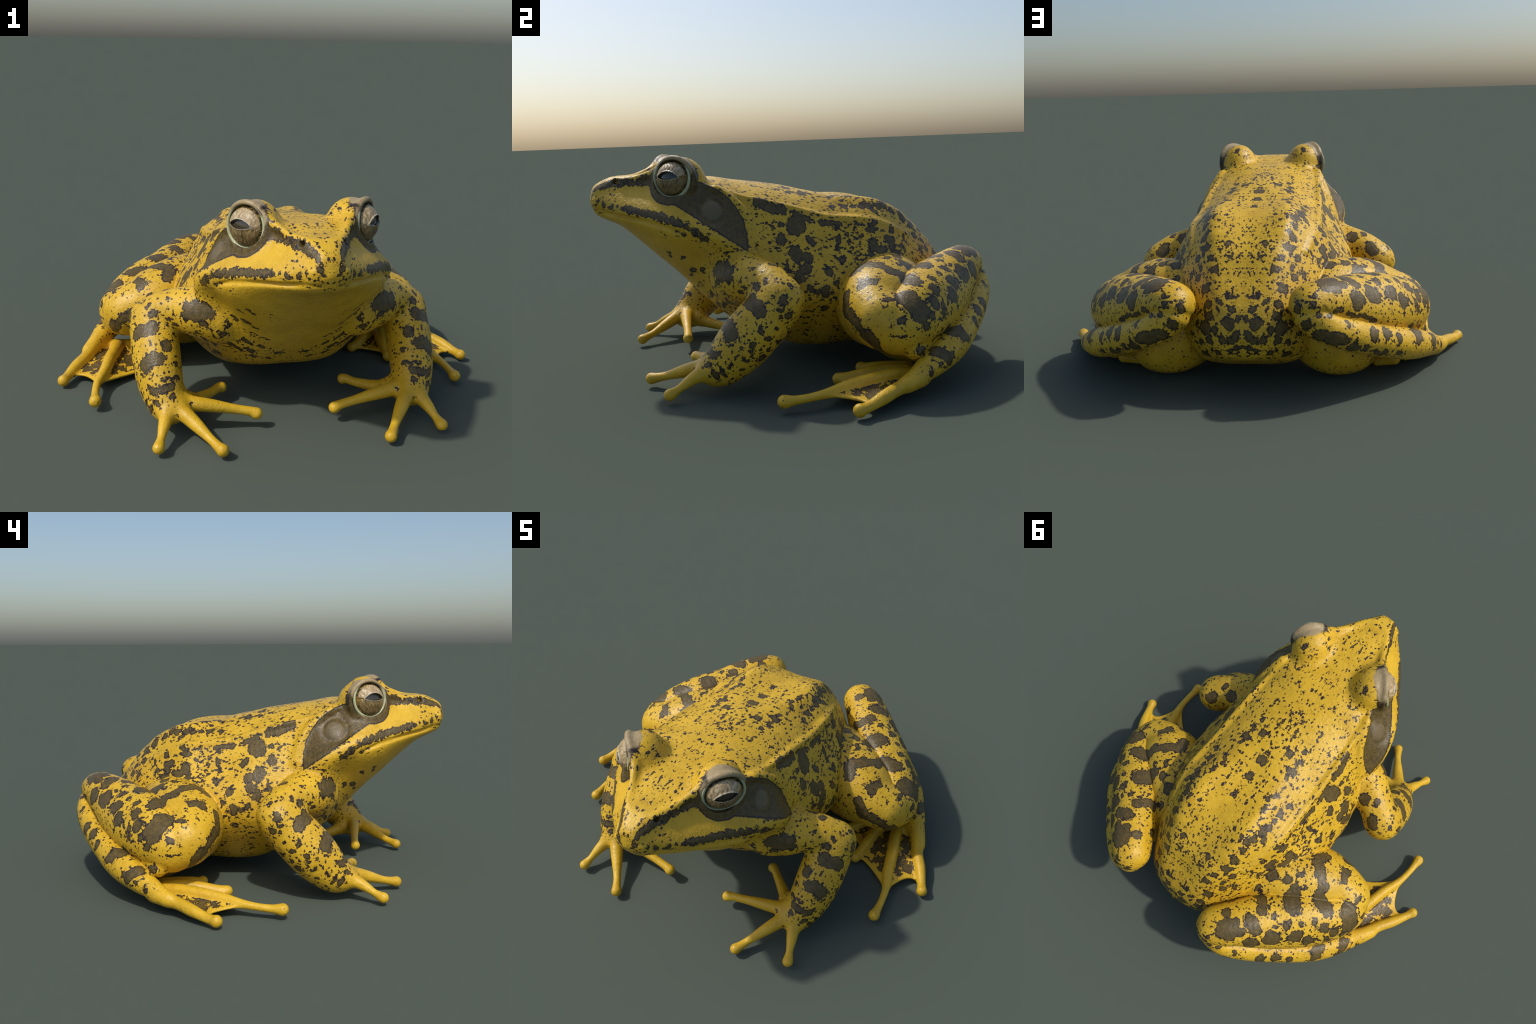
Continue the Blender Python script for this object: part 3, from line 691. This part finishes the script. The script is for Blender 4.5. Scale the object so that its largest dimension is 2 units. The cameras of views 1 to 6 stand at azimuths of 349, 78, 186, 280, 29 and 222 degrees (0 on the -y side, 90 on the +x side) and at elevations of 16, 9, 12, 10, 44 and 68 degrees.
# ------------------------------------------------------------------ eyes: one dome cut into ball and lids, in a rim
def arcs(u):
    c = np.clip(1 - (u / .60)**2, 0, None)
    return .04 + .31 * c**.8, .04 - .14 * c            # upper and lower edge of the opening
def dome(nr=110, na=260):
    rr = np.linspace(0, 1, nr + 1)[1:]; an = np.arange(na) / na * 2 * np.pi
    u = np.concatenate([[0], (rr[:, None] * np.cos(an)).ravel()]); v = np.concatenate([[0], (rr[:, None] * np.sin(an)).ravel()])
    rad = np.hypot(u, v); hgt = -.026 + .074 * np.sqrt(np.clip(1 - .96 * rad**2, 0, 1))
    hi, lo = arcs(u)
    inside = (v < hi) & (v > lo) & (np.abs(u) < .60)
    gap = np.minimum(np.abs(v - hi), np.abs(v - lo))
    e = np.where(np.abs(u) < .64, gap, 1)
    hgt = hgt + np.where(inside, -.009 * np.clip(gap / .05, 0, 1), .0045 * np.exp(-(e / .05)**2))
    crack = np.abs(v - .04) * (np.abs(u) >= .60) + 9 * (np.abs(u) < .60)
    hgt -= .004 * np.exp(-(crack / .05)**2) * (rad < .97)
    fold = np.exp(-((u + .22 + .06 * v) / .022)**2) * (v < lo - .03)
    hgt -= .0035 * fold + .0008 * np.sin(u * 31 + 3 * np.sin(v * 9)) * (~inside) * (rad < .85)
    P = EYE_C + np.outer(u * .086, EYE_U) + np.outer(v * .080, EYE_V) + np.outer(hgt, EYE_N)
    F = [(0, 1 + j, 1 + (j + 1) % na, 0) for j in range(na)]
    Q_ = []
    for i in range(nr - 1):
        for j in range(na):
            a_ = 1 + i * na + j; b_ = 1 + i * na + (j + 1) % na
            Q_.append((a_, a_ + na, b_ + na, b_))
    return P, [f[:3] for f in F], np.array(Q_), u, v, inside
def tube(path, rad, closed=True, ns=14):
    path = np.array(path); n = len(path); T = np.roll(path, -1, 0) - np.roll(path, 1, 0); T /= np.linalg.norm(T, axis=1, keepdims=True)
    B = np.tile(EYE_N, (n, 1)); S_ = np.cross(T, B); S_ /= np.linalg.norm(S_, axis=1, keepdims=True)
    an = np.arange(ns) / ns * 2 * np.pi
    rad = np.broadcast_to(rad, (n,))
    V_ = (path[:, None] + rad[:, None, None] * (np.cos(an)[None, :, None] * S_[:, None] + np.sin(an)[None, :, None] * B[:, None])).reshape(-1, 3)
    F_ = [(i * ns + j, i * ns + (j + 1) % ns, ((i + 1) % n) * ns + (j + 1) % ns, ((i + 1) % n) * ns + j) for i in range(n) for j in range(ns)]
    return V_, np.array(F_)
def vertex_normals(P, F):
    n = np.zeros_like(P); fn = np.cross(P[F[:, 2]] - P[F[:, 0]], P[F[:, 3]] - P[F[:, 1]])
    for i in range(4): np.add.at(n, F[:, i], fn)
    return n / np.maximum(np.linalg.norm(n, axis=1, keepdims=True), 1e-12)

m_ball = plain("dark_eyeball", (.040, .030, .013), .15, **{"Coat Weight": .6, "Coat Roughness": .05}).m
m_up = lid_material("pale_eyelid", (.54, .41, .22), (.30, .20, .09), (.68, .56, .36))
m_low = lid_material("brown_eyelid", (.150, .100, .036), (.32, .225, .095), (.065, .042, .018))
m_ring = lid_material("pale_green_rim", (.40, .42, .22), (.55, .55, .33), (.30, .34, .20), False)
DP, DT, DQ, du, dv, din = dome()
DN = vertex_normals(DP, DQ)
DN *= np.sign(DN @ EYE_N)[:, None]; DN[0] = EYE_N
cu, cv = du[DQ].mean(1), dv[DQ].mean(1); chi, clo = arcs(cu); cin = (cv < chi) & (cv > clo) & (np.abs(cu) < .60)
ang = np.linspace(0, 2 * np.pi, 161)[:-1]
ring_path = [EYE_C + EYE_U * .0885 * math.cos(t) + EYE_V * .0825 * math.sin(t) + EYE_N * (.004 + .004 * math.sin(t)) for t in ang]
RP, RQ = tube(ring_path, .0072 + .0016 * np.cos(ang - 4.2) - .0022 * np.clip(np.sin(ang), 0, 1))
head_ob = last["head"]
for sgn in (1, -1):
    fl_ = A(sgn, 1, 1)
    def seg(name, mask, mat):
        q = DQ[mask]; used, inv = np.unique(q, return_inverse=True); f = inv.reshape(q.shape)
        want = np.cross(DP[q[0, 2]] - DP[q[0, 0]], DP[q[0, 3]] - DP[q[0, 1]]) @ EYE_N > 0
        if (sgn < 0) == want: f = f[:, ::-1]
        return add_mesh(name, DP[used] * fl_, f, mat, head_ob, DN[used] * fl_)
    seg("eyeball", cin, m_ball)
    seg("upper_eyelid", ~cin & (cv >= .04), m_up); seg("lower_eyelid", ~cin & (cv < .04), m_low)
    nrm = vertex_normals(RP, RQ); cen = np.repeat(np.array(ring_path), 14, 0)
    flip = ((nrm * (RP - cen)).sum() < 0); f = RQ[:, ::-1] if flip else RQ
    add_mesh("eye_rim", RP * fl_, f if sgn > 0 else f[:, ::-1], m_ring, head_ob)
